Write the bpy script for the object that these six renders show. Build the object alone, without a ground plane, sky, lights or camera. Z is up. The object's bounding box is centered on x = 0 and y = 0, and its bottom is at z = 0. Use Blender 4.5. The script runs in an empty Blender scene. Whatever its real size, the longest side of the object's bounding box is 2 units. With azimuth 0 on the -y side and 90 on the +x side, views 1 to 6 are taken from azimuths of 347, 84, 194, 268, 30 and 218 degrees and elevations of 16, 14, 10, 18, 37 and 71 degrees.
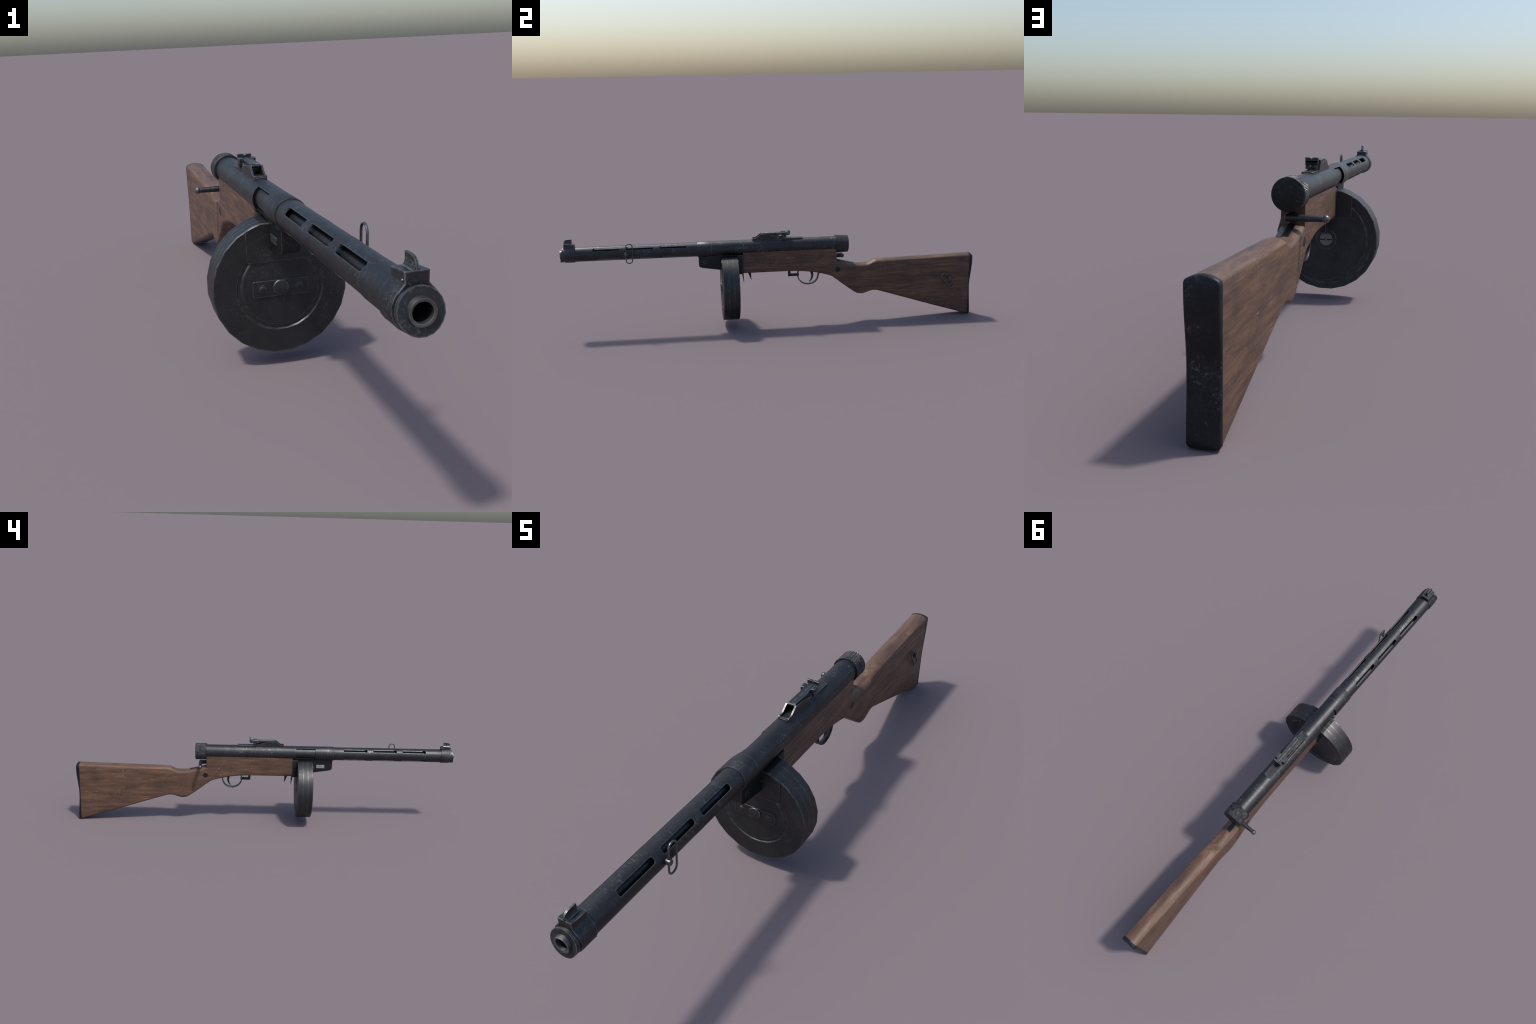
import bpy, bmesh, math, random
from mathutils import Vector, Matrix
from mathutils.geometry import tessellate_polygon

random.seed(7)
ZA = 0.385          # height of the bore axis
COL = bpy.context.scene.collection

# ------------------------------------------------------------------ materials
class Nodes:
    def __init__(self, name):
        self.mat = bpy.data.materials.new(name)
        self.mat.use_nodes = True
        self.t = self.mat.node_tree
        self.bsdf = self.t.nodes["Principled BSDF"]
        self.co = self.new("ShaderNodeTexCoord").outputs["Object"]

    def new(self, kind, **props):
        n = self.t.nodes.new(kind)
        for k, v in props.items():
            setattr(n, k, v)
        return n

    def put(self, sock, v):
        if hasattr(v, "links"):
            self.t.links.new(v, sock)
        else:
            sock.default_value = v

    def noise(self, scale, stretch=(1, 1, 1), detail=6, rough=0.6, distort=0.0, shift=(0, 0, 0), rot=(0, 0, 0)):
        m = self.new("ShaderNodeMapping")
        m.inputs["Scale"].default_value = stretch
        m.inputs["Location"].default_value = shift
        m.inputs["Rotation"].default_value = rot
        self.put(m.inputs["Vector"], self.co)
        n = self.new("ShaderNodeTexNoise")
        self.put(n.inputs["Vector"], m.outputs[0])
        n.inputs["Scale"].default_value = scale
        n.inputs["Detail"].default_value = detail
        n.inputs["Roughness"].default_value = rough
        n.inputs["Distortion"].default_value = distort
        return n.outputs["Fac"]

    def ramp(self, fac, *stops):
        r = self.new("ShaderNodeValToRGB")
        el = r.color_ramp.elements
        while len(el) < len(stops):
            el.new(0.5)
        for e, (p, c) in zip(el, stops):
            e.position = p
            e.color = (c, c, c, 1) if isinstance(c, (int, float)) else (*c, 1)
        self.put(r.inputs[0], fac)
        return r.outputs[0]

    def math(self, op, a, b=0.0, clamp=False):
        n = self.new("ShaderNodeMath", operation=op, use_clamp=clamp)
        self.put(n.inputs[0], a)
        self.put(n.inputs[1], b)
        return n.outputs[0]

    def mix(self, fac, a, b):
        n = self.new("ShaderNodeMix", data_type="RGBA")
        self.put(n.inputs[0], fac)
        for i, v in ((6, a), (7, b)):
            self.put(n.inputs[i], (*v, 1) if isinstance(v, tuple) else v)
        return n.outputs[2]

    def edge(self, radius):
        """0 on flats, rising where a rounded edge would turn the normal"""
        b = self.new("ShaderNodeBevel", samples=6)
        b.inputs["Radius"].default_value = radius
        g = self.new("ShaderNodeNewGeometry")
        d = self.new("ShaderNodeVectorMath", operation="DOT_PRODUCT")
        self.put(d.inputs[0], b.outputs[0])
        self.put(d.inputs[1], g.outputs["Normal"])
        return self.math("SUBTRACT", 1.0, d.outputs["Value"], clamp=True)


def gunmetal(name, base, worn=(0.26, 0.265, 0.275), rough=0.42, wear=0.5, edges=0.6, ring=False, metallic=0.85, dust=0.5):
    n = Nodes(name)
    tone = n.ramp(n.noise(16, detail=8), (0.3, tuple(c * 0.82 for c in base)), (0.7, tuple(c * 1.18 for c in base)))
    # fine speckle of thin blueing, everywhere
    speck = n.ramp(n.noise(150, detail=8, rough=0.75, shift=(6, 6, 1)), (0.52, 0.0), (0.75, 1.0))
    tone = n.mix(n.math("MULTIPLY", speck, dust * 0.30), tone, worn)
    # rubbed patches: chips and brush marks gathered into broad areas
    run = (0.55, 1.3, 0.55) if ring else (1, 1, 1)
    chips = n.ramp(n.noise(150, run, detail=10, rough=0.72), (0.53, 0.0), (0.64, 1.0))
    areas = n.ramp(n.noise(13, detail=5, rough=0.6, shift=(3, 1, 7)), (0.52, 0.0), (0.68, 1.0))
    hair = n.ramp(n.noise(70, (1, 0.10, 1), detail=4, rot=(0.7, 0.3, 0.5)), (0.66, 0.0), (0.72, 1.0))
    hair = n.math("MULTIPLY", hair, n.ramp(n.noise(11, shift=(5, 5, 2)), (0.54, 0.0), (0.64, 1.0)))
    mask = n.math("MULTIPLY", n.math("MAXIMUM", n.math("MULTIPLY", chips, areas), hair), wear)
    rub = n.math("MULTIPLY", n.ramp(n.edge(0.0034), (0.004, 0.0), (0.05, 1.0)), n.ramp(n.noise(60, detail=8, shift=(0, 4, 4)), (0.38, 0.2), (0.60, 1.0)))
    mask = n.math("MAXIMUM", mask, n.math("MULTIPLY", rub, edges))
    n.put(n.bsdf.inputs["Base Color"], n.mix(mask, tone, worn))
    r = n.math("ADD", n.math("MULTIPLY", n.noise(38, detail=8, shift=(2, 0, 0)), 0.18), rough - 0.09)
    n.put(n.bsdf.inputs["Roughness"], n.math("SUBTRACT", r, n.math("MULTIPLY", mask, 0.10)))
    n.bsdf.inputs["Metallic"].default_value = metallic
    bump = n.new("ShaderNodeBump")
    bump.inputs["Strength"].default_value = 0.22
    bump.inputs["Distance"].default_value = 0.0006
    n.put(bump.inputs["Height"], n.math("ADD", n.noise(200, run, detail=6), n.math("MULTIPLY", mask, -0.6)))
    n.put(n.bsdf.inputs["Normal"], bump.outputs[0])
    return n.mat


def walnut(name):
    n = Nodes(name)
    grain = n.noise(52, (1.0, 0.13, 1.6), detail=9, rough=0.66, distort=0.4)
    fine = n.noise(150, (1.0, 0.06, 1.3), detail=6, rough=0.6)
    cloud = n.noise(17, (1.0, 0.6, 1.0), detail=5, rough=0.6, distort=0.4, shift=(4, 2, 0))
    col = n.ramp(grain, (0.32, WOOD_DARK), (0.50, WOOD_MID), (0.68, WOOD_LIGHT))
    col = n.mix(n.math("MULTIPLY", n.ramp(fine, (0.42, 0.0), (0.68, 1.0)), 0.50), col, WOOD_DARK)
    col = n.mix(n.ramp(cloud, (0.49, 0.0), (0.70, 0.54)), col, WOOD_STAIN)
    # pale nicks and scratches, gathered into handled areas
    nick = n.ramp(n.noise(130, (1.0, 0.7, 1.0), detail=8, rough=0.7, shift=(1, 9, 0)), (0.56, 0.0), (0.64, 1.0))
    hand = n.ramp(n.noise(7, detail=3, shift=(8, 3, 5)), (0.46, 0.0), (0.70, 1.0))
    scr = n.ramp(n.noise(70, (1.0, 0.08, 1.0), detail=4, rot=(0.75, 0, 0), shift=(2, 2, 2)), (0.66, 0.0), (0.70, 1.0))
    scr = n.math("MULTIPLY", scr, n.ramp(n.noise(8, shift=(1, 6, 3)), (0.52, 0.0), (0.60, 1.0)))
    wear = n.math("MULTIPLY", n.math("MAXIMUM", n.math("MULTIPLY", nick, hand), scr), 0.62)
    col = n.mix(wear, col, WOOD_NICK)
    n.put(n.bsdf.inputs["Base Color"], col)
    n.put(n.bsdf.inputs["Roughness"], n.ramp(grain, (0.3, 0.56), (0.7, 0.46)))
    n.bsdf.inputs["Specular IOR Level"].default_value = 0.35
    bump = n.new("ShaderNodeBump")
    bump.inputs["Strength"].default_value = 0.15
    bump.inputs["Distance"].default_value = 0.0006
    n.put(bump.inputs["Height"], n.math("ADD", fine, grain))
    n.put(n.bsdf.inputs["Normal"], bump.outputs[0])
    return n.mat


WOOD_DARK = (0.068, 0.038, 0.027)
WOOD_MID = (0.119, 0.066, 0.044)
WOOD_LIGHT = (0.192, 0.106, 0.060)
WOOD_STAIN = (0.042, 0.027, 0.022)
WOOD_NICK = (0.34, 0.25, 0.17)

M_TUBE = gunmetal("blued_steel_tube", (0.048, 0.049, 0.052), rough=0.47, worn=(0.34, 0.35, 0.36), wear=0.65, edges=0.35, ring=True)
M_PART = gunmetal("blued_steel_fitting", (0.052, 0.053, 0.056), rough=0.47, worn=(0.36, 0.37, 0.38), wear=0.55, edges=0.7)
M_DRUM = gunmetal("black_drum_steel", (0.048, 0.049, 0.051), wear=0.32, edges=0.6, rough=0.48, dust=0.25)
M_DARK = gunmetal("black_oxide_steel", (0.032, 0.033, 0.036), wear=0.28, edges=0.45, rough=0.5, dust=0.25)
M_PLATE = gunmetal("butt_plate_steel", (0.030, 0.031, 0.034), worn=(0.30, 0.30, 0.31), wear=0.75, edges=0.6, rough=0.5, dust=0.2)
M_CAP = gunmetal("knurled_steel", (0.024, 0.025, 0.027), worn=(0.36, 0.36, 0.37), wear=0.15, edges=0.28, rough=0.44, dust=0.25)
M_SEAM = gunmetal("sun_lightened_seam", (0.072, 0.073, 0.076), worn=(0.36, 0.36, 0.37), wear=0.5, edges=0.3, rough=0.38)
M_LOOP = gunmetal("sling_wire_steel", (0.11, 0.11, 0.115), worn=(0.32, 0.32, 0.33), wear=0.5, edges=0.2, rough=0.36)
M_BARE = gunmetal("rubbed_bare_steel", (0.130, 0.127, 0.127), worn=(0.30, 0.30, 0.30), rough=0.42, wear=0.6, edges=0.8)
M_SCREW = gunmetal("pale_screw_steel", (0.17, 0.17, 0.18), worn=(0.30, 0.30, 0.31), rough=0.5, wear=0.3, edges=0.4)
M_SLOT = gunmetal("pale_slot_walls", (0.22, 0.22, 0.23), worn=(0.42, 0.42, 0.42), wear=0.9, edges=0.4, rough=0.40)
M_RECESS_SHADE = gunmetal("painted_recess_shade", (0.006, 0.006, 0.007), wear=0.0, edges=0.0, rough=0.8, metallic=0.0, dust=0.0)  # near-black matt base paints in the darkness of unlit recesses
M_RECESS_SHADE.node_tree.nodes["Principled BSDF"].inputs["Specular IOR Level"].default_value = 0.1
M_WOOD = walnut("oiled_walnut")

# ------------------------------------------------------------------ mesh tools
ROOT = bpy.data.objects.new("submachine_gun", None)
ROOT["label"] = "old blued steel submachine gun with round drum magazine and worn wooden stock"
ROOT["category"] = "submachine gun"
COL.objects.link(ROOT)


def finish(name, bm, mat, parent=None, angle=35, flip=True):
    if flip:
        bmesh.ops.recalc_face_normals(bm, faces=bm.faces)
    lim = math.radians(angle)
    for f in bm.faces:
        f.smooth = True
    for e in bm.edges:
        if len(e.link_faces) == 2:
            e.smooth = e.calc_face_angle(3.0) < lim
        else:
            e.smooth = False
    me = bpy.data.meshes.new(name)
    bm.to_mesh(me)
    bm.free()
    me.materials.append(mat)
    ob = bpy.data.objects.new(name, me)
    COL.objects.link(ob)
    ob.parent = parent or ROOT
    return ob


def lathe(bm, profile, n, axis="y", centre=(0, 0, ZA), closed=False, phase=0.0, cap=True, angles=None):
    """profile: (radius, position along axis). closed: the profile is a loop."""
    c = Vector(centre)
    rings = []
    for r, p in profile:
        ring = []
        for i in range(n):
            a = angles[i] if angles else phase + 2 * math.pi * i / n
            u, v = r * math.cos(a), r * math.sin(a)
            if axis == "y":
                co = Vector((u, p, v))
            elif axis == "x":
                co = Vector((p, u, v))
            else:
                co = Vector((u, v, p))
            ring.append(bm.verts.new(c + co))
        rings.append(ring)
    pairs = list(zip(rings, rings[1:])) + ([(rings[-1], rings[0])] if closed else [])
    for a, b in pairs:
        for i in range(n):
            j = (i + 1) % n
            bm.faces.new((a[i], a[j], b[j], b[i]))
    if cap and not closed:
        bm.faces.new(rings[0])
        bm.faces.new(rings[-1])


def prism(bm, outline, lo, hi, axis="x"):
    """extrude a closed 2-D outline between lo and hi. x: (y,z), y: (x,z), z: (x,y)"""
    def at(p, t):
        return {"x": (t, p[0], p[1]), "y": (p[0], t, p[1]), "z": (p[0], p[1], t)}[axis]
    a = [bm.verts.new(at(p, lo)) for p in outline]
    b = [bm.verts.new(at(p, hi)) for p in outline]
    n = len(outline)
    for i in range(n):
        j = (i + 1) % n
        bm.faces.new((a[i], a[j], b[j], b[i]))
    for ring in (a, b):
        for tri in tessellate_polygon([[v.co for v in ring]]):
            bm.faces.new([ring[k] for k in tri])
    bmesh.ops.dissolve_limit(bm, angle_limit=0.001, verts=a + b, edges=list({e for v in a + b for e in v.link_edges}))


def box(bm, x0, x1, y0, y1, z0, z1, bevel=0.0):
    prism(bm, [(y0, z0), (y1, z0), (y1, z1), (y0, z1)], x0, x1)


def bevel_all(bm, width, segments=1, angle=30):
    bmesh.ops.recalc_face_normals(bm, faces=bm.faces)
    edges = [e for e in bm.edges if len(e.link_faces) == 2 and e.calc_face_angle(0) > math.radians(angle)]
    bmesh.ops.bevel(bm, geom=edges, offset=width, segments=segments, profile=0.5, affect="EDGES", clamp_overlap=True)


def beveled_box(name, dims, mat, parent=None, bevel=0.001, segments=2):
    bm = bmesh.new()
    box(bm, *dims)
    bevel_all(bm, bevel, segments)
    return finish(name, bm, mat, parent)


def round_rect(w, h, r, cx=0.0, cz=0.0, k=4):
    pts = []
    for sx, sz, a0 in ((1, 1, 0), (-1, 1, 90), (-1, -1, 180), (1, -1, 270)):
        for i in range(k + 1):
            a = math.radians(a0 + 90 * i / k)
            pts.append((cx + sx * (w - r) + r * math.cos(a), cz + sz * (h - r) + r * math.sin(a)))
    return pts


def sweep(bm, path, radius, closed=False, n=10, flat=None):
    """tube along a path; flat=(half width x, half thickness) gives a strap"""
    path = [Vector(p) for p in path]
    m = len(path)
    rings = []
    ref = Vector((1, 0, 0))
    for i, p in enumerate(path):
        if closed:
            t = path[(i + 1) % m] - path[i - 1]
        else:
            t = path[min(i + 1, m - 1)] - path[max(i - 1, 0)]
        t.normalize()
        s = ref - t * ref.dot(t)
        s.normalize()
        u = t.cross(s)
        ring = []
        for k in range(n):
            if flat:
                q = round_rect(flat[0], flat[1], flat[1] * 0.6, k=2)
                if k == 0:
                    ring = [bm.verts.new(p + s * a + u * b) for a, b in q]
                continue
            a = 2 * math.pi * k / n
            rr = radius[i] if isinstance(radius, list) else radius
            ring.append(bm.verts.new(p + s * rr * math.cos(a) + u * rr * math.sin(a)))
        rings.append(ring)
    pairs = list(zip(rings, rings[1:])) + ([(rings[-1], rings[0])] if closed else [])
    for a, b in pairs:
        for k in range(len(a)):
            l = (k + 1) % len(a)
            bm.faces.new((a[k], a[l], b[l], b[k]))
    if not closed:
        bm.faces.new(rings[0])
        bm.faces.new(rings[-1])


def cut(ob, cutters):
    """boolean-subtract meshes from ob, then bake the result"""
    for c in cutters:
        m = ob.modifiers.new("cut", "BOOLEAN")
        m.operation, m.solver, m.object = "DIFFERENCE", "EXACT", c
    dg = bpy.context.evaluated_depsgraph_get()
    me = bpy.data.meshes.new_from_object(ob.evaluated_get(dg))
    mats = list(ob.data.materials)
    ob.modifiers.clear()
    old = ob.data
    name = old.name
    ob.data = me
    bpy.data.meshes.remove(old)
    me.name = name
    while len(me.materials) > len(mats):
        me.materials.pop()
    for p in me.polygons:
        p.material_index = 0
    for c in cutters:
        d = c.data
        bpy.data.objects.remove(c)
        bpy.data.meshes.remove(d)


def radial_normals(ob, zc=ZA, wall_mat=None, y_lo=-9, y_hi=9):
    """exact cylinder normals on tube walls, flat normals on cut walls"""
    me = ob.data
    if wall_mat:
        me.materials.append(wall_mat)
    for p in me.polygons:
        p.use_smooth = True
    out = [None] * len(me.loops)
    for p in me.polygons:
        c = p.center
        rad = Vector((c.x, 0, c.z - zc)).normalized()
        d = p.normal.dot(rad)
        if wall_mat and abs(d) < 0.93 and y_lo < c.y < y_hi:
            p.material_index = 1
        for li in p.loop_indices:
            v = me.vertices[me.loops[li].vertex_index].co
            r = Vector((v.x, 0, v.z - zc))
            if abs(d) > 0.93 and r.length > 1e-6:
                out[li] = r.normalized() * (1 if d > 0 else -1)
            else:
                out[li] = p.normal.copy()
    me.normals_split_custom_set(out)


def interp(table, x):
    if x <= table[0][0]:
        return table[0][1]
    for (x0, y0), (x1, y1) in zip(table, table[1:]):
        if x <= x1:
            return y0 + (y1 - y0) * (x - x0) / (x1 - x0)
    return table[-1][1]


# ------------------------------------------------------------------ receiver
R_REC, Y_COLLAR, Y_REAR = 0.0371, -0.293, 0.3120
bm = bmesh.new()
lathe(bm, [(R_REC, Y_COLLAR), (R_REC, Y_REAR), (0.0305, Y_REAR), (0.0305, Y_COLLAR)], 40, closed=True)
receiver = finish("receiver", bm, M_TUBE)


def wedge(a0, a1, y0, y1, r=0.06):
    bm = bmesh.new()
    k = 10
    pts = [(0.0, ZA)] + [(r * math.cos(math.radians(a0 + (a1 - a0) * i / k)), ZA + r * math.sin(math.radians(a0 + (a1 - a0) * i / k))) for i in range(k + 1)]
    prism(bm, pts, y0, y1, "y")
    return finish("cutter", bm, M_TUBE)


cut(receiver, [wedge(124, 221, -0.2625, -0.158)])
radial_normals(receiver, wall_mat=M_RECESS_SHADE, y_lo=-0.27, y_hi=-0.15)  # port walls blackened, their shade baked into the material

bm = bmesh.new()
lathe(bm, [(0.0302, -0.285), (0.0302, 0.30)], 36)
bolt = finish("bolt", bm, M_TUBE, receiver)

bm = bmesh.new()
lathe(bm, [(0.0325, -0.3595), (0.0372, -0.3590), (0.0377, -0.3580), (0.0377, -0.2945), (0.0366, -0.2935), (0.0366, -0.2915), (0.030, -0.2915), (0.030, -0.3595)], 28, closed=True)
finish("collar", bm, M_TUBE, receiver)

# knurled end cap ---------------------------------------------------------
bm = bmesh.new()
NA, NY, RC = 336, 72, 0.0433
y0, y1 = 0.3150, 0.3672
rings = []
for j in range(NY + 1):
    y = y0 + (y1 - y0) * j / NY
    ring = []
    for i in range(NA):
        a = 2 * math.pi * i / NA
        u, v = 36 * i / NA, 7.0 * j / NY
        g = min(abs((u + v) % 1 - 0.5), abs((u - v) % 1 - 0.5))     # crossed helical V grooves
        r = RC - 0.0020 * max(0.0, 1 - g / 0.30)
        ring.append(bm.verts.new((r * math.cos(a), y, ZA + r * math.sin(a))))
    rings.append(ring)


def plain(r, y):
    return [bm.verts.new((r * math.cos(2 * math.pi * i / NA), y, ZA + r * math.sin(2 * math.pi * i / NA))) for i in range(NA)]


rings = [plain(0.031, 0.3118), plain(0.0415, 0.3118), plain(0.0433, 0.3132), plain(0.0433, 0.3148)] + rings + [plain(0.0433, 0.3685), plain(0.0412, 0.3712), plain(0.0402, 0.3715)]
for a, b in zip(rings, rings[1:]):
    for i in range(NA):
        j = (i + 1) % NA
        bm.faces.new((a[i], a[j], b[j], b[i]))
bm.faces.new(rings[-1])
bm.faces.new(rings[0])
finish("end_cap", bm, M_CAP, receiver, angle=50)

# ------------------------------------------------------------------ barrel jacket with cooling slots
R_J = 0.0347
bm = bmesh.new()
lathe(bm, [(R_J, -0.940), (R_J, -0.355), (0.0305, -0.355), (0.0305, -0.940)], 32, closed=True)
jacket = finish("barrel_jacket", bm, M_TUBE)
cutters = []
for y_a, y_b in ((-0.848, -0.7225), (-0.6935, -0.567), (-0.537, -0.4105)):
    for ang in (45, 135, 225, 315):
        bm = bmesh.new()
        prism(bm, round_rect(0.0092, (y_b - y_a) / 2, 0.0062, 0, (y_a + y_b) / 2, k=3), 0.015, 0.06, "z")
        # the slot is drawn pointing up, then turned about the bore axis
        bmesh.ops.transform(bm, matrix=Matrix.Translation((0, 0, ZA)) @ Matrix.Rotation(math.radians(90 - ang), 4, "Y"), verts=bm.verts)
        cutters.append(finish("cutter", bm, M_TUBE))
cut(jacket, cutters)
radial_normals(jacket, wall_mat=M_SLOT, y_lo=-0.93, y_hi=-0.37)

bm = bmesh.new()
lathe(bm, [(0.0215, -0.985), (0.0215, -0.9925), (0.0203, -0.9998), (0.0188, -1.0), (0.0158, -0.9985), (0.0152, -0.993), (0.0152, -0.985), (0.0212, -0.984)], 28, cap=False)
finish("muzzle_tube", bm, M_BARE, jacket, flip=True)
bm = bmesh.new()
lathe(bm, [(0.0156, -0.9915), (0.0150, -0.9905), (0.0145, -0.955), (0.0003, -0.955)], 24, cap=False)
finish("bore", bm, M_RECESS_SHADE, jacket)
bm = bmesh.new()
lathe(bm, [(0.0184, -0.950), (0.0184, -0.80), (0.0186, -0.60), (0.0190, -0.36), (0.0190, -0.33)], 28)
finish("barrel", bm, M_TUBE, jacket)

# muzzle ring, slanted front disc
bm = bmesh.new()
lathe(bm, [(0.0340, -0.9315), (0.0378, -0.9330), (0.0384, -0.9350), (0.0379, -0.9395), (0.0379, -0.9760), (0.0368, -0.9785), (0.0325, -0.9790), (0.0325, -0.9845), (0.0205, -0.9845), (0.0205, -0.9315)], 20, phase=math.radians(9), closed=True)
finish("muzzle_ring", bm, M_PART, jacket)
bm = bmesh.new()
lathe(bm, [(0.0310, -0.9830), (0.0354, -0.9836), (0.0356, -0.9904), (0.0195, -0.9904), (0.0195, -0.9830)], 20, phase=math.radians(9), closed=True)
for v in bm.verts:
    if v.co.y < -0.987:                       # lean the front face: lower rim further forward
        v.co.y = -0.9930 + (v.co.z - ZA) * 0.165
finish("muzzle_disc", bm, M_PART, jacket)

# ------------------------------------------------------------------ front sight
bm = bmesh.new()
prism(bm, [(-0.0185, 0.4386), (0.0185, 0.4386), (0.0182, 0.4205), (0.0265, 0.4105), (0.0265, 0.40), (-0.0265, 0.40), (-0.0265, 0.4105), (-0.0182, 0.4205)], -0.9797, -0.9320, "y")
for v in bm.verts:
    if v.co.y > -0.95 and v.co.z > 0.43:
        v.co.z -= 0.0045
front_sight = None
bevel_all(bm, 0.0008, 1)
front_sight = finish("front_sight", bm, M_PART, jacket)
bm = bmesh.new()
blade = [(-0.9805, 0.4380), (-0.9803, 0.4425), (-0.9785, 0.4485), (-0.9755, 0.4524), (-0.9710, 0.4552), (-0.9660, 0.4567), (-0.9600, 0.4573), (-0.9430, 0.4575), (-0.9430, 0.4380)]
prism(bm, blade, -0.0022, 0.0022)
prism(bm, [(-0.0075, 0.4375), (0.0075, 0.4375), (0.0045, 0.4400), (0.0028, 0.4435), (0.0022, 0.4480), (-0.0022, 0.4480), (-0.0028, 0.4435), (-0.0045, 0.4400)], -0.9780, -0.9436, "y")
finish("sight_blade", bm, M_PART, front_sight, angle=45)
bm = bmesh.new()
bmesh.ops.create_uvsphere(bm, u_segments=14, v_segments=8, radius=0.0022, matrix=Matrix.Translation((-0.0192, -0.9745, 0.4255)))
finish("sight_pin", bm, M_BARE, front_sight)

# ------------------------------------------------------------------ rear sight
bm = bmesh.new()
prism(bm, round_rect(0.0165, 0.1225, 0.006, 0, 0.0265, k=4), 0.4130, 0.4250, "z")
bevel_all(bm, 0.0010, 1, angle=60)
rear_sight = finish("rear_sight", bm, M_PART, receiver)
wall = [(-0.0935, 0.4178), (-0.0952, 0.4278), (-0.0925, 0.4296), (-0.0800, 0.4300), (-0.0740, 0.4326), (-0.0560, 0.4470), (-0.0520, 0.4496), (-0.0480, 0.4490), (-0.0380, 0.4463), (-0.0280, 0.4460), (-0.0150, 0.4456), (0.0050, 0.4418), (0.0250, 0.4368), (0.0450, 0.4313), (0.0600, 0.4266), (0.0660, 0.4246), (0.0660, 0.4178)]
for sx in (1, -1):
    bm = bmesh.new()
    prism(bm, wall, sx * 0.0125, sx * 0.0168)
    bevel_all(bm, 0.0006, 1, angle=50)
    finish("sight_wall", bm, M_PART, rear_sight, angle=28)
beveled_box("sight_front_lip", (-0.0165, 0.0165, -0.0953, -0.0915, 0.4180, 0.4290), M_PART, rear_sight, 0.0010)
bm = bmesh.new()
prism(bm, [(-0.0118, 0.4458), (0.0118, 0.4458), (0.0118, 0.4523), (0.0012, 0.4523), (0.0010, 0.4515), (-0.0010, 0.4515), (-0.0012, 0.4523), (-0.0118, 0.4523)], -0.0475, 0.0830, "y")
bevel_all(bm, 0.0005, 1)
finish("sight_leaf", bm, M_PART, rear_sight)
bm = bmesh.new()
lathe(bm, [(0.0042, -0.0124), (0.0042, 0.0124)], 16, axis="x", centre=(0, -0.0475, 0.4470))
finish("sight_hinge", bm, M_PART, rear_sight)
bm = bmesh.new()
prism(bm, [(-0.040, 0.4470), (0.060, 0.4470), (0.050, 0.4418), (-0.040, 0.4393)], -0.0105, 0.0105)
finish("sight_spring", bm, M_DARK, rear_sight)
for sx in (1, -1):
    bm = bmesh.new()
    box(bm, sx * 0.0119, sx * 0.0225, 0.0455, 0.0685, 0.4393, 0.4546)
    bevel_all(bm, 0.0008, 1)
    sl = finish("sight_slider", bm, M_PART, rear_sight)
    bm = bmesh.new()
    box(bm, sx * 0.0129, sx * 0.0218, 0.0500, 0.0690, 0.4273, 0.4398)
    bevel_all(bm, 0.0008, 1)
    finish("slider_leg", bm, M_PART, rear_sight)
bm = bmesh.new()
prism(bm, [(-0.0188, 0.4463), (0.0188, 0.4463), (0.0188, 0.4613), (0.0030, 0.4613), (0.0, 0.4578), (-0.0030, 0.4613), (-0.0188, 0.4613)], 0.0800, 0.0872, "y")
bevel_all(bm, 0.0008, 1)
finish("sight_notch", bm, M_PART, rear_sight)
bm = bmesh.new()
prism(bm, [(0.0872, 0.4523), (0.0872, 0.4468), (0.0850, 0.4418), (0.0800, 0.4390), (0.0710, 0.4390), (0.0710, 0.4458)], -0.0170, 0.0170)
bevel_all(bm, 0.0006, 1, angle=50)
finish("sight_catch", bm, M_PART, rear_sight)

# ------------------------------------------------------------------ stock
TOP = [(-0.1425, 0.3668), (0.3119, 0.3668), (0.3131, 0.3070), (0.3300, 0.3035), (0.3640, 0.2948), (0.3945, 0.2872), (0.4150, 0.2848), (0.4460, 0.2838), (0.4640, 0.2840), (0.4760, 0.2868), (0.4870, 0.2918), (0.4980, 0.2975), (0.5120, 0.3022), (0.7700, 0.3066), (0.9820, 0.3116)]
BOTTOM = [(-0.1425, 0.2620), (0.0730, 0.2622), (0.1350, 0.2598), (0.1920, 0.2535), (0.2340, 0.2450), (0.2800, 0.2322), (0.2960, 0.2240), (0.3040, 0.2160), (0.3140, 0.2105), (0.3378, 0.1908), (0.3814, 0.1580), (0.4040, 0.1420), (0.4180, 0.1344), (0.4380, 0.1310), (0.4500, 0.1322), (0.4620, 0.1358), (0.4840, 0.1430), (0.4950, 0.1450), (0.5060, 0.1455), (0.5200, 0.1438), (0.5800, 0.1252), (0.6690, 0.0970), (0.8000, 0.0550), (0.9820, 0.0000)]
BOTTOM = [(y, z) for y, z in BOTTOM]
HALF = [(-0.1425, 0.0305), (0.22, 0.0318), (0.33, 0.0312), (0.42, 0.0308), (0.5, 0.0304), (0.62, 0.0306), (0.85, 0.0314), (0.982, 0.0324)]
LOW = [(-0.1425, 0.0303), (0.22, 0.0318), (0.33, 0.0310), (0.42, 0.0305), (0.5, 0.0298), (0.70, 0.0302), (0.85, 0.0308), (0.982, 0.0318)]
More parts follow.
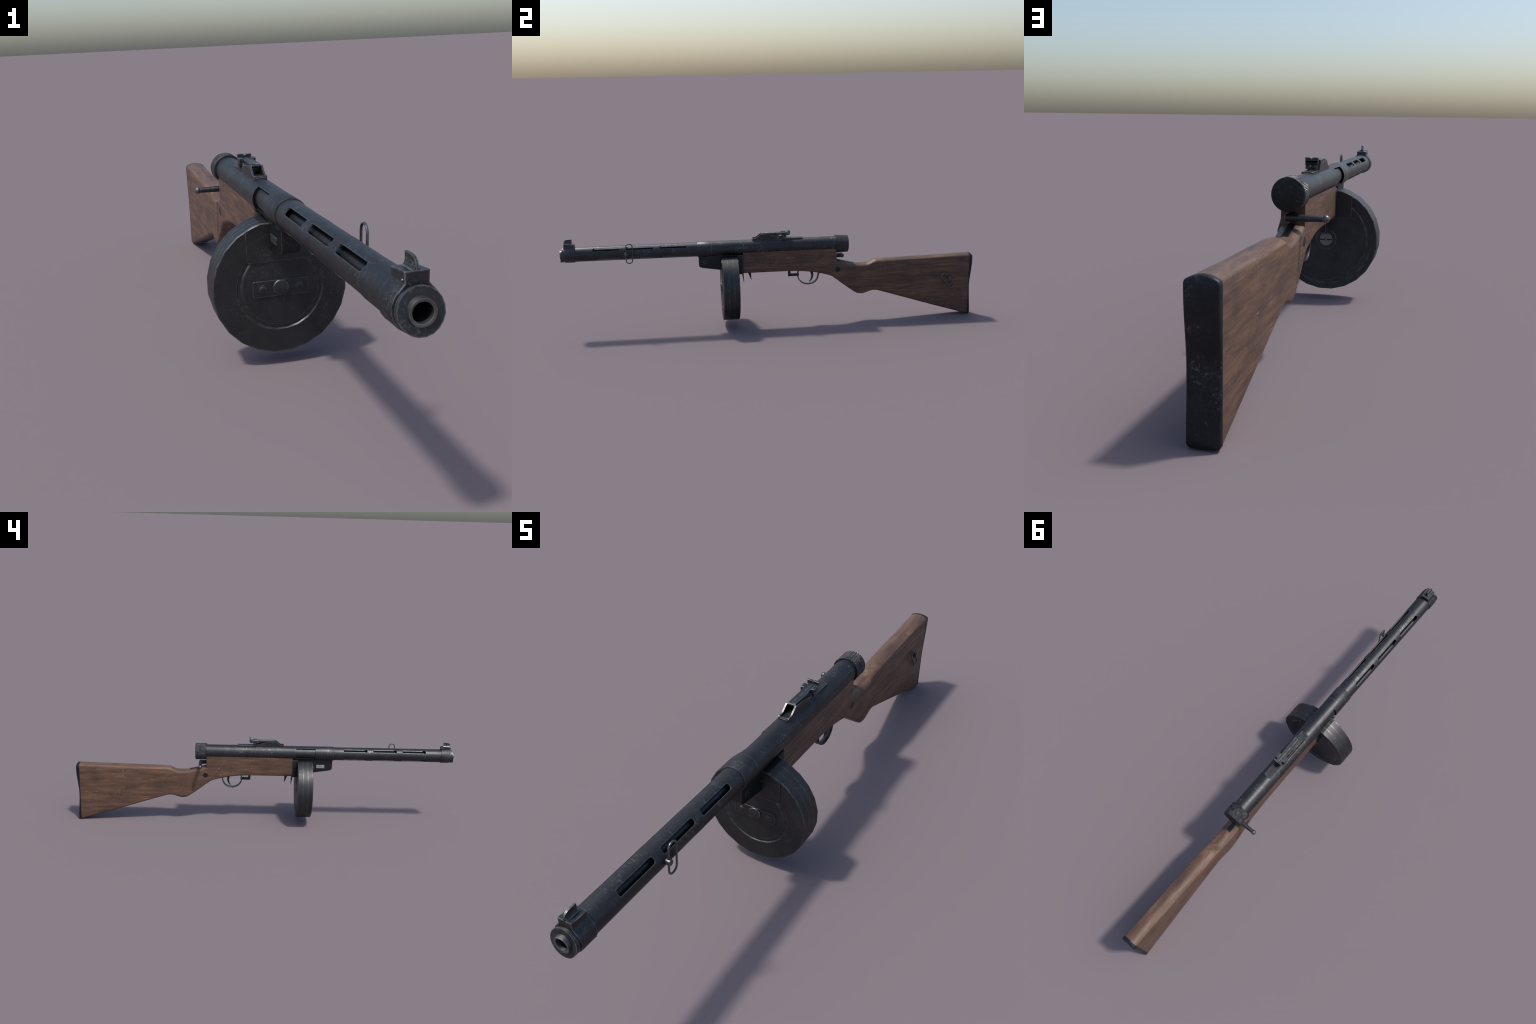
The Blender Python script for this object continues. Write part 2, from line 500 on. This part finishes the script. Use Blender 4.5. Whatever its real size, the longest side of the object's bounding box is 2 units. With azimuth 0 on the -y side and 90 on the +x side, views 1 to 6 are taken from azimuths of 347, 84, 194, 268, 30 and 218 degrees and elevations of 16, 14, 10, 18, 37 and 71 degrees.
# dome drop of the shoulder below the top line, and how far in the shoulder edge sits
DROP = [(-0.1425, 0.0), (0.3120, 0.0), (0.3130, 0.006), (0.345, 0.0095), (0.45, 0.0085), (0.60, 0.0080), (0.982, 0.0080)]
EDGE = [(-0.1425, 0.0), (0.3120, 0.0), (0.3130, 0.0030), (0.45, 0.0040), (0.982, 0.0040)]


def section(y):
    """right half, top to bottom, of the stock's cross-section at y"""
    zt, zb, w, lo, d, e = (interp(t, y) for t in (TOP, BOTTOM, HALF, LOW, DROP, EDGE))
    rb = 0.0095
    half = [(0.0, zt), (w * 0.30, zt - d * 0.12), (w * 0.58, zt - d * 0.46), (w - e, zt - d), (w - e * 0.25, zt - d - e * 0.75), (w, zt - d - e * 2.0)]
    half += [(w + (lo - w) * t, (zt - d - e * 2.0) * (1 - t) + (zb + rb) * t) for t in (0.25, 0.5, 0.75)]
    half += [(lo - rb * (1 - math.cos(math.radians(a))), zb + rb * (1 - math.sin(math.radians(a)))) for a in (0, 22, 45, 67, 90)]
    half += [(0.0, zb)]
    return half


def ring_of(half):
    return half + [(-x, z) for x, z in reversed(half[1:-1])]


ys = sorted({y for t in (TOP, BOTTOM) for y, _ in t} | {-0.1425 + 0.03 * i for i in range(1, 37)} - {0.3125})
ys = [y for y in ys if y <= 0.982]
bm = bmesh.new()
rings = [[bm.verts.new((x, y, z)) for x, z in ring_of(section(y))] for y in ys]
for a, b in zip(rings, rings[1:]):
    for i in range(len(a)):
        j = (i + 1) % len(a)
        bm.faces.new((a[i], a[j], b[j], b[i]))
bm.faces.new(rings[0])
bm.faces.new(rings[-1])
bmesh.ops.remove_doubles(bm, verts=bm.verts, dist=1e-5)
bmesh.ops.dissolve_degenerate(bm, dist=1e-6, edges=bm.edges)
stock = finish("stock", bm, M_WOOD, angle=38)

# butt plate: front face on the wood, hollowed rear face
REAR = [(0.0, 0.9955), (0.03, 0.9950), (0.10, 0.9905), (0.145, 0.9885), (0.17, 0.9895), (0.20, 0.9930), (0.25, 0.9990), (0.275, 1.0), (0.2990, 0.9998), (0.3070, 0.9978), (0.3125, 0.9930)]
full = section(0.982)


def inset(half, d):
    zc = 0.155
    out = []
    for x, z in half:
        k = 1 - d / 0.032
        out.append((x * k, z - d * max(-1, min(1, (z - zc) / 0.14))))
    return out


def plate_ring(bm, half, back):
    vs = []
    for x, z in ring_of(half):
        y = 0.9822 if back is None else interp(REAR, z) - back
        vs.append(bm.verts.new((x, y, max(z, 0.0))))
    return vs


bm = bmesh.new()
levels = [(-0.0006, None), (-0.0006, 0.0028), (0.0006, 0.0008), (0.0022, 0.0), (0.016, 0.0), (0.030, 0.0)]
dense = []
for p, q in zip(full, full[1:]):
    k = 4 if abs(p[1] - q[1]) > 0.03 else 1
    dense += [(p[0] + (q[0] - p[0]) * i / k, p[1] + (q[1] - p[1]) * i / k) for i in range(k)]
dense.append(full[-1])
rings = [plate_ring(bm, inset(dense, d), b) for d, b in levels]
for a, b in zip(rings, rings[1:]):
    for i in range(len(a)):
        j = (i + 1) % len(a)
        bm.faces.new((a[i], a[j], b[j], b[i]))
last, n = rings[-1], len(rings[-1])
for i in range(n // 2):
    quad = [last[i], last[i + 1], last[(n - i - 1) % n], last[(n - i) % n]]
    quad = list(dict.fromkeys(quad))
    if len(quad) > 2:
        bm.faces.new(quad)
bm.faces.new(rings[0])
finish("butt_plate", bm, M_PLATE, stock, angle=50)

# bolts through the wrist
bm = bmesh.new()
lathe(bm, [(0.0138, 0.0285), (0.0138, 0.0314), (0.0126, 0.0324), (0.0006, 0.0324)], 28, axis="x", centre=(0, 0.3178, 0.2622))
pin = finish("wrist_bolt", bm, M_DARK, stock)
pin2 = pin.copy()
pin2.matrix_world = Matrix.Translation((0, 0.3178 * 2, 0)) @ Matrix.Rotation(math.pi, 4, "Z")
COL.objects.link(pin2)
pin2.parent = stock

# steel tang let into the wrist
bm = bmesh.new()
tang = []
for y in (0.3135, 0.33, 0.364, 0.3945, 0.402):
    z = interp(TOP, y)
    tang.append([bm.verts.new((x, y, zz)) for x, zz in ((-0.0095, z - 0.003), (-0.0095, z + 0.0004), (0.0095, z + 0.0004), (0.0095, z - 0.003))])
for a, b in zip(tang, tang[1:]):
    for i in range(4):
        bm.faces.new((a[i], a[(i + 1) % 4], b[(i + 1) % 4], b[i]))
bm.faces.new(tang[0]); bm.faces.new(tang[-1])
finish("tang", bm, M_DARK, stock)

# ------------------------------------------------------------------ bolt handle
bm = bmesh.new()
box(bm, -0.0095, 0.0095, 0.3100, 0.3440, 0.3165, 0.3345)
bevel_all(bm, 0.0015, 2)
handle = finish("bolt_handle_slide", bm, M_DARK, receiver)
bm = bmesh.new()
lathe(bm, [(0.0078, 0.0125), (0.0094, 0.0112), (0.0095, 0.0), (0.0090, -0.040), (0.0076, -0.084)], 18, axis="x", centre=(0, 0.3445, 0.3253))
rod = finish("bolt_handle", bm, M_PART, receiver)
bm = bmesh.new()
bmesh.ops.create_uvsphere(bm, u_segments=24, v_segments=14, radius=0.0101, matrix=Matrix.Translation((-0.0905, 0.3443, 0.3256)))
finish("handle_ball", bm, M_BARE, rod)
beveled_box("shadow_plate", (-0.009, 0.009, 0.306, 0.3142, 0.307, 0.352), M_DARK, receiver, 0.0006)  # thin dark plate modelling the shadow on the forearm's rear face

# ------------------------------------------------------------------ trigger group
def catmull(pts, k=6):
    out = []
    p = [Vector(q) for q in pts]
    for i in range(len(p) - 1):
        a, b, c, d = p[max(i - 1, 0)], p[i], p[i + 1], p[min(i + 2, len(p) - 1)]
        for j in range(k):
            t = j / k
            out.append(0.5 * ((2 * b) + (c - a) * t + (2 * a - 5 * b + 4 * c - d) * t * t + (3 * b - a - 3 * c + d) * t ** 3))
    out.append(p[-1])
    return out


bm = bmesh.new()
bow = catmull([(0, 0.1335, 0.2625), (0, 0.1275, 0.2520), (0, 0.1255, 0.2360), (0, 0.1290, 0.2175), (0, 0.1420, 0.2010), (0, 0.1600, 0.1910), (0, 0.1780, 0.1886), (0, 0.1980, 0.1925), (0, 0.2140, 0.2030), (0, 0.2235, 0.2180), (0, 0.2275, 0.2350), (0, 0.2320, 0.2420), (0, 0.2400, 0.2470)])
sweep(bm, bow, 0, flat=(0.0100, 0.0024))
guard = finish("trigger_guard", bm, M_PART, angle=50)
bm = bmesh.new()
front = catmull([(0.1845, 0.260, 0), (0.1880, 0.2470, 0), (0.1925, 0.2330, 0), (0.1918, 0.2200, 0), (0.1875, 0.2080, 0), (0.1805, 0.1995, 0)])
back = catmull([(0.1835, 0.1985, 0), (0.1930, 0.2060, 0), (0.2000, 0.2190, 0), (0.2030, 0.2330, 0), (0.2020, 0.2480, 0), (0.2000, 0.260, 0)])
prism(bm, [(p.x, p.y) for p in front + back], -0.0042, 0.0042)
bevel_all(bm, 0.0008, 1, angle=60)
finish("trigger", bm, M_DARK, guard)
bm = bmesh.new()
prism(bm, [(0.0783, 0.262), (0.0783, 0.2312), (0.1312, 0.2312), (0.1312, 0.2432), (0.0898, 0.2432), (0.0898, 0.262)], -0.0062, 0.0062)
bevel_all(bm, 0.0008, 1)
finish("safety_catch", bm, M_DARK, guard)

# ------------------------------------------------------------------ magazine housing
bm = bmesh.new()
prism(bm, [(-0.2380, 0.2815), (-0.2533, 0.2835), (-0.3385, 0.2968), (-0.3460, 0.2990), (-0.3515, 0.3035), (-0.3540, 0.3095), (-0.3545, 0.3620), (-0.3400, 0.3620), (-0.3390, 0.3520), (-0.3040, 0.3520), (-0.3030, 0.3620), (-0.2380, 0.3620)], -0.0217, 0.0217)
bevel_all(bm, 0.0009, 1)
housing = finish("magazine_housing", bm, M_DARK)
bm = bmesh.new()
lathe(bm, [(0.0110, 0.0210), (0.0110, 0.0230), (0.0100, 0.0236), (0.0078, 0.0236), (0.0072, 0.0222), (0.0064, 0.0222), (0.0060, 0.0240), (0.0004, 0.0243)], 24, axis="x", centre=(0, -0.3262, 0.3240))
finish("housing_screw", bm, M_DARK, housing)
beveled_box("latch_pad", (-0.0238, -0.0200, -0.3155, -0.2665, 0.3085, 0.3282), M_PART, housing, 0.0008)
rib = None
for i in range(5):
    if rib is None:
        rib = beveled_box("latch_rib", (-0.0249, -0.0236, -0.3125, -0.2700, 0.3098, 0.3122), M_BARE, housing, 0.0004, 1)
    else:
        r = rib.copy()
        r.location = (0, 0, 0.0038 * i)
        COL.objects.link(r)
        r.parent = housing
beveled_box("housing_rear", (-0.0308, 0.0308, -0.1700, -0.1435, 0.2590, 0.3545), M_DARK, housing, 0.0010)
beveled_box("housing_neck", (-0.0185, 0.0185, -0.2460, -0.1650, 0.3350, 0.3600), M_DARK, housing, 0.0006)

# the two thin levers of the magazine catch
for pts in ([(-0.1490, 0.2640), (-0.1408, 0.2640), (-0.1388, 0.2120)], [(-0.1210, 0.2640), (-0.1042, 0.2640), (-0.1030, 0.2225)]):
    bm = bmesh.new()
    tip = pts[2]
    outline = [pts[0], (tip[0] - 0.0012, tip[1] + 0.0004), (tip[0], tip[1]), pts[1]]
    prism(bm, outline, -0.0100, 0.0100)
    bevel_all(bm, 0.0005, 1)
    finish("catch_lever", bm, M_DARK, housing)

# ------------------------------------------------------------------ drum magazine
ZD, RD, YF, YB = 0.1920, 0.1609, -0.2465, -0.1690
N = 24
PH = math.radians(7.5)
# facets of the shell; the two upper corners are spread to carry the flat feed mouth
FACETS = [math.radians(7.5 + 15 * i) for i in range(N)]
FACETS[5], FACETS[6] = math.radians(75.3), math.radians(104.7)


def groove(y):
    return [(RD, y - 0.0011), (RD - 0.0016, y - 0.0004), (RD - 0.0016, y + 0.0004), (RD, y + 0.0011)]


bm = bmesh.new()
prof = [(0.0004, YF), (0.0920, YF), (0.0945, YF + 0.0026), (0.1018, YF + 0.0026), (0.1042, YF), (RD - 0.0020, YF), (RD, YF + 0.0016)]
prof += groove(-0.2205) + groove(-0.1955)
prof += [(RD, YB - 0.0016), (RD - 0.0020, YB), (0.1428, YB), (0.1400, YB - 0.0026), (0.1310, YB - 0.0026), (0.1284, YB), (0.0004, YB)]
lathe(bm, prof, N, centre=(0, 0, ZD), angles=FACETS, cap=False)
bmesh.ops.remove_doubles(bm, verts=bm.verts, dist=1e-6)
drum = finish("drum_magazine", bm, M_DRUM, angle=16.5)
for y in (-0.2192, -0.1943):  # beads in lightened steel draw the sunlit line along each seam
    bm = bmesh.new()
    lathe(bm, [(RD - 0.001, y - 0.0009), (RD + 0.0002, y - 0.0005), (RD + 0.0002, y + 0.0005), (RD - 0.001, y + 0.0009)], N, centre=(0, 0, ZD), angles=FACETS, closed=True)
    finish("seam_glint_bead", bm, M_SEAM, drum)


# raised feed-mouth panels, front and back
def panel(name, y_face, depth, half, z0, ch):
    bm = bmesh.new()
    rim = RD - 0.0008
    def arc(x):
        return ZD + math.sqrt(rim * rim - x * x) * math.cos(math.pi / N) ** 0.7
    xs = [half - (half - 0.0395) * i / 3 for i in range(4)]
    top = [(x, min(arc(x), 0.3462)) for x in xs]
    outline = [(-half + ch, z0), (half - ch, z0), (half, z0 + ch)] + top + [(-x, z) for x, z in reversed(top)] + [(-half, z0 + ch)]
    prism(bm, outline, min(y_face, y_face + depth), max(y_face, y_face + depth), "y")
    bevel_all(bm, 0.0007, 1, angle=50)
    return finish(name, bm, M_DRUM, drum)


panel("feed_panel", YF - 0.0026, 0.0056, 0.0785, 0.2560, 0.0050)
panel("feed_panel", YB + 0.0007, -0.0040, 0.0785, 0.2590, 0.0040)

bm = bmesh.new()
prism(bm, round_rect(0.0672, 0.0195, 0.0055, 0, 0.1915), YF - 0.0022, YF + 0.002, "y")
bevel_all(bm, 0.0008, 1, angle=50)
finish("cover_strip", bm, M_DRUM, drum)
bm = bmesh.new()
lathe(bm, [(0.0192, YF), (0.0192, YF - 0.0045), (0.0180, YF - 0.0062), (0.0160, YF - 0.0068), (0.0004, YF - 0.0068)], 28, centre=(0, 0, 0.1922), cap=False)
finish("cover_knob", bm, M_PART, drum)
rivet = None
for x in (-0.0438, 0.0438):
    if rivet is None:
        bm = bmesh.new()
        lathe(bm, [(0.0100, -0.0020), (0.0098, -0.0032), (0.0086, -0.0033), (0.0080, -0.0024), (0.0070, -0.0024), (0.0064, -0.0045), (0.0046, -0.0056), (0.0003, -0.0060)], 20, centre=(0, 0, 0), cap=False)
        rivet = finish("rivet", bm, M_DRUM, drum)
    else:
        rivet = rivet.copy()
        COL.objects.link(rivet)
        rivet.parent = drum
    rivet.location = (x, YF, 0.1919)

bm = bmesh.new()
lathe(bm, [(0.0325, YB - 0.001), (0.0325, YB + 0.0016), (0.0317, YB + 0.0022), (0.0004, YB + 0.0022)], 32, centre=(0, 0, 0.1922), cap=False)
hub = finish("hub_plate", bm, M_DRUM, drum)
bm = bmesh.new()
lathe(bm, [(0.0200, YB + 0.001), (0.0200, YB + 0.0042), (0.0194, YB + 0.0047), (0.0004, YB + 0.0047)], 28, centre=(0, 0, 0.1922), cap=False)
screw = finish("hub_screw", bm, M_SCREW, hub)
beveled_box("screw_slot", (-0.0190, 0.0190, YB + 0.0040, YB + 0.0050, 0.1898, 0.1930), M_RECESS_SHADE, screw, 0.0003, 1)
bm = bmesh.new()
bmesh.ops.create_uvsphere(bm, u_segments=14, v_segments=8, radius=0.0036, matrix=Matrix.Translation((0, YB + 0.0042, 0.1918)))
finish("screw_pin", bm, M_SCREW, screw)
bm = bmesh.new()
prism(bm, [(-0.0062, 0.2090), (-0.0062, 0.2590), (0.0200, 0.2590), (0.0200, 0.2150), (0.0130, 0.2130), (0.0130, 0.2500), (-0.0030, 0.2500), (-0.0030, 0.2090)], YB - 0.001, YB + 0.0030, "y")
finish("hub_strap", bm, M_DRUM, hub)


# ------------------------------------------------------------------ sling loops
def stadium(c0, c1, r, normal, k=9):
    """centre-line of a loop with round ends at c0 and c1"""
    c0, c1, nrm = Vector(c0), Vector(c1), Vector(normal).normalized()
    d = (c0 - c1).normalized()
    s = nrm.cross(d)
    out = []
    for c, sg in ((c0, 1), (c1, -1)):
        for i in range(k + 1):
            a = math.pi * i / k
            out.append(c + sg * (s * r * math.cos(a) + d * r * math.sin(a)))
    return out


def sling_loop(c0, c1, r, knob, x_in, x_out, rk, parent, normal=(1, 0, 0)):
    bm = bmesh.new()
    sweep(bm, stadium(c0, c1, r, normal), 0.0026, closed=True, n=10)
    loop = finish("sling_loop", bm, M_LOOP, parent)
    bm = bmesh.new()
    lathe(bm, [(rk * 0.93, x_in), (rk, x_in + 0.002), (rk, x_out - 0.0015), (rk * 0.85, x_out), (0.0004, x_out)], 18, axis="x", centre=(0, knob[0], knob[1]), cap=False)
    finish("loop_stud", bm, M_LOOP, loop)


sling_loop((0.0416, -0.6775, 0.4182), (0.0400, -0.6790, 0.3545), 0.0150, (-0.6930, 0.3842), 0.031, 0.0480, 0.0085, jacket, (1, 0, 0.04))
sling_loop((0.0415, 0.8530, 0.2050), (0.0400, 0.8935, 0.1575), 0.0138, (0.8832, 0.1930), 0.028, 0.0460, 0.0085, stock)

bpy.context.view_layer.update()
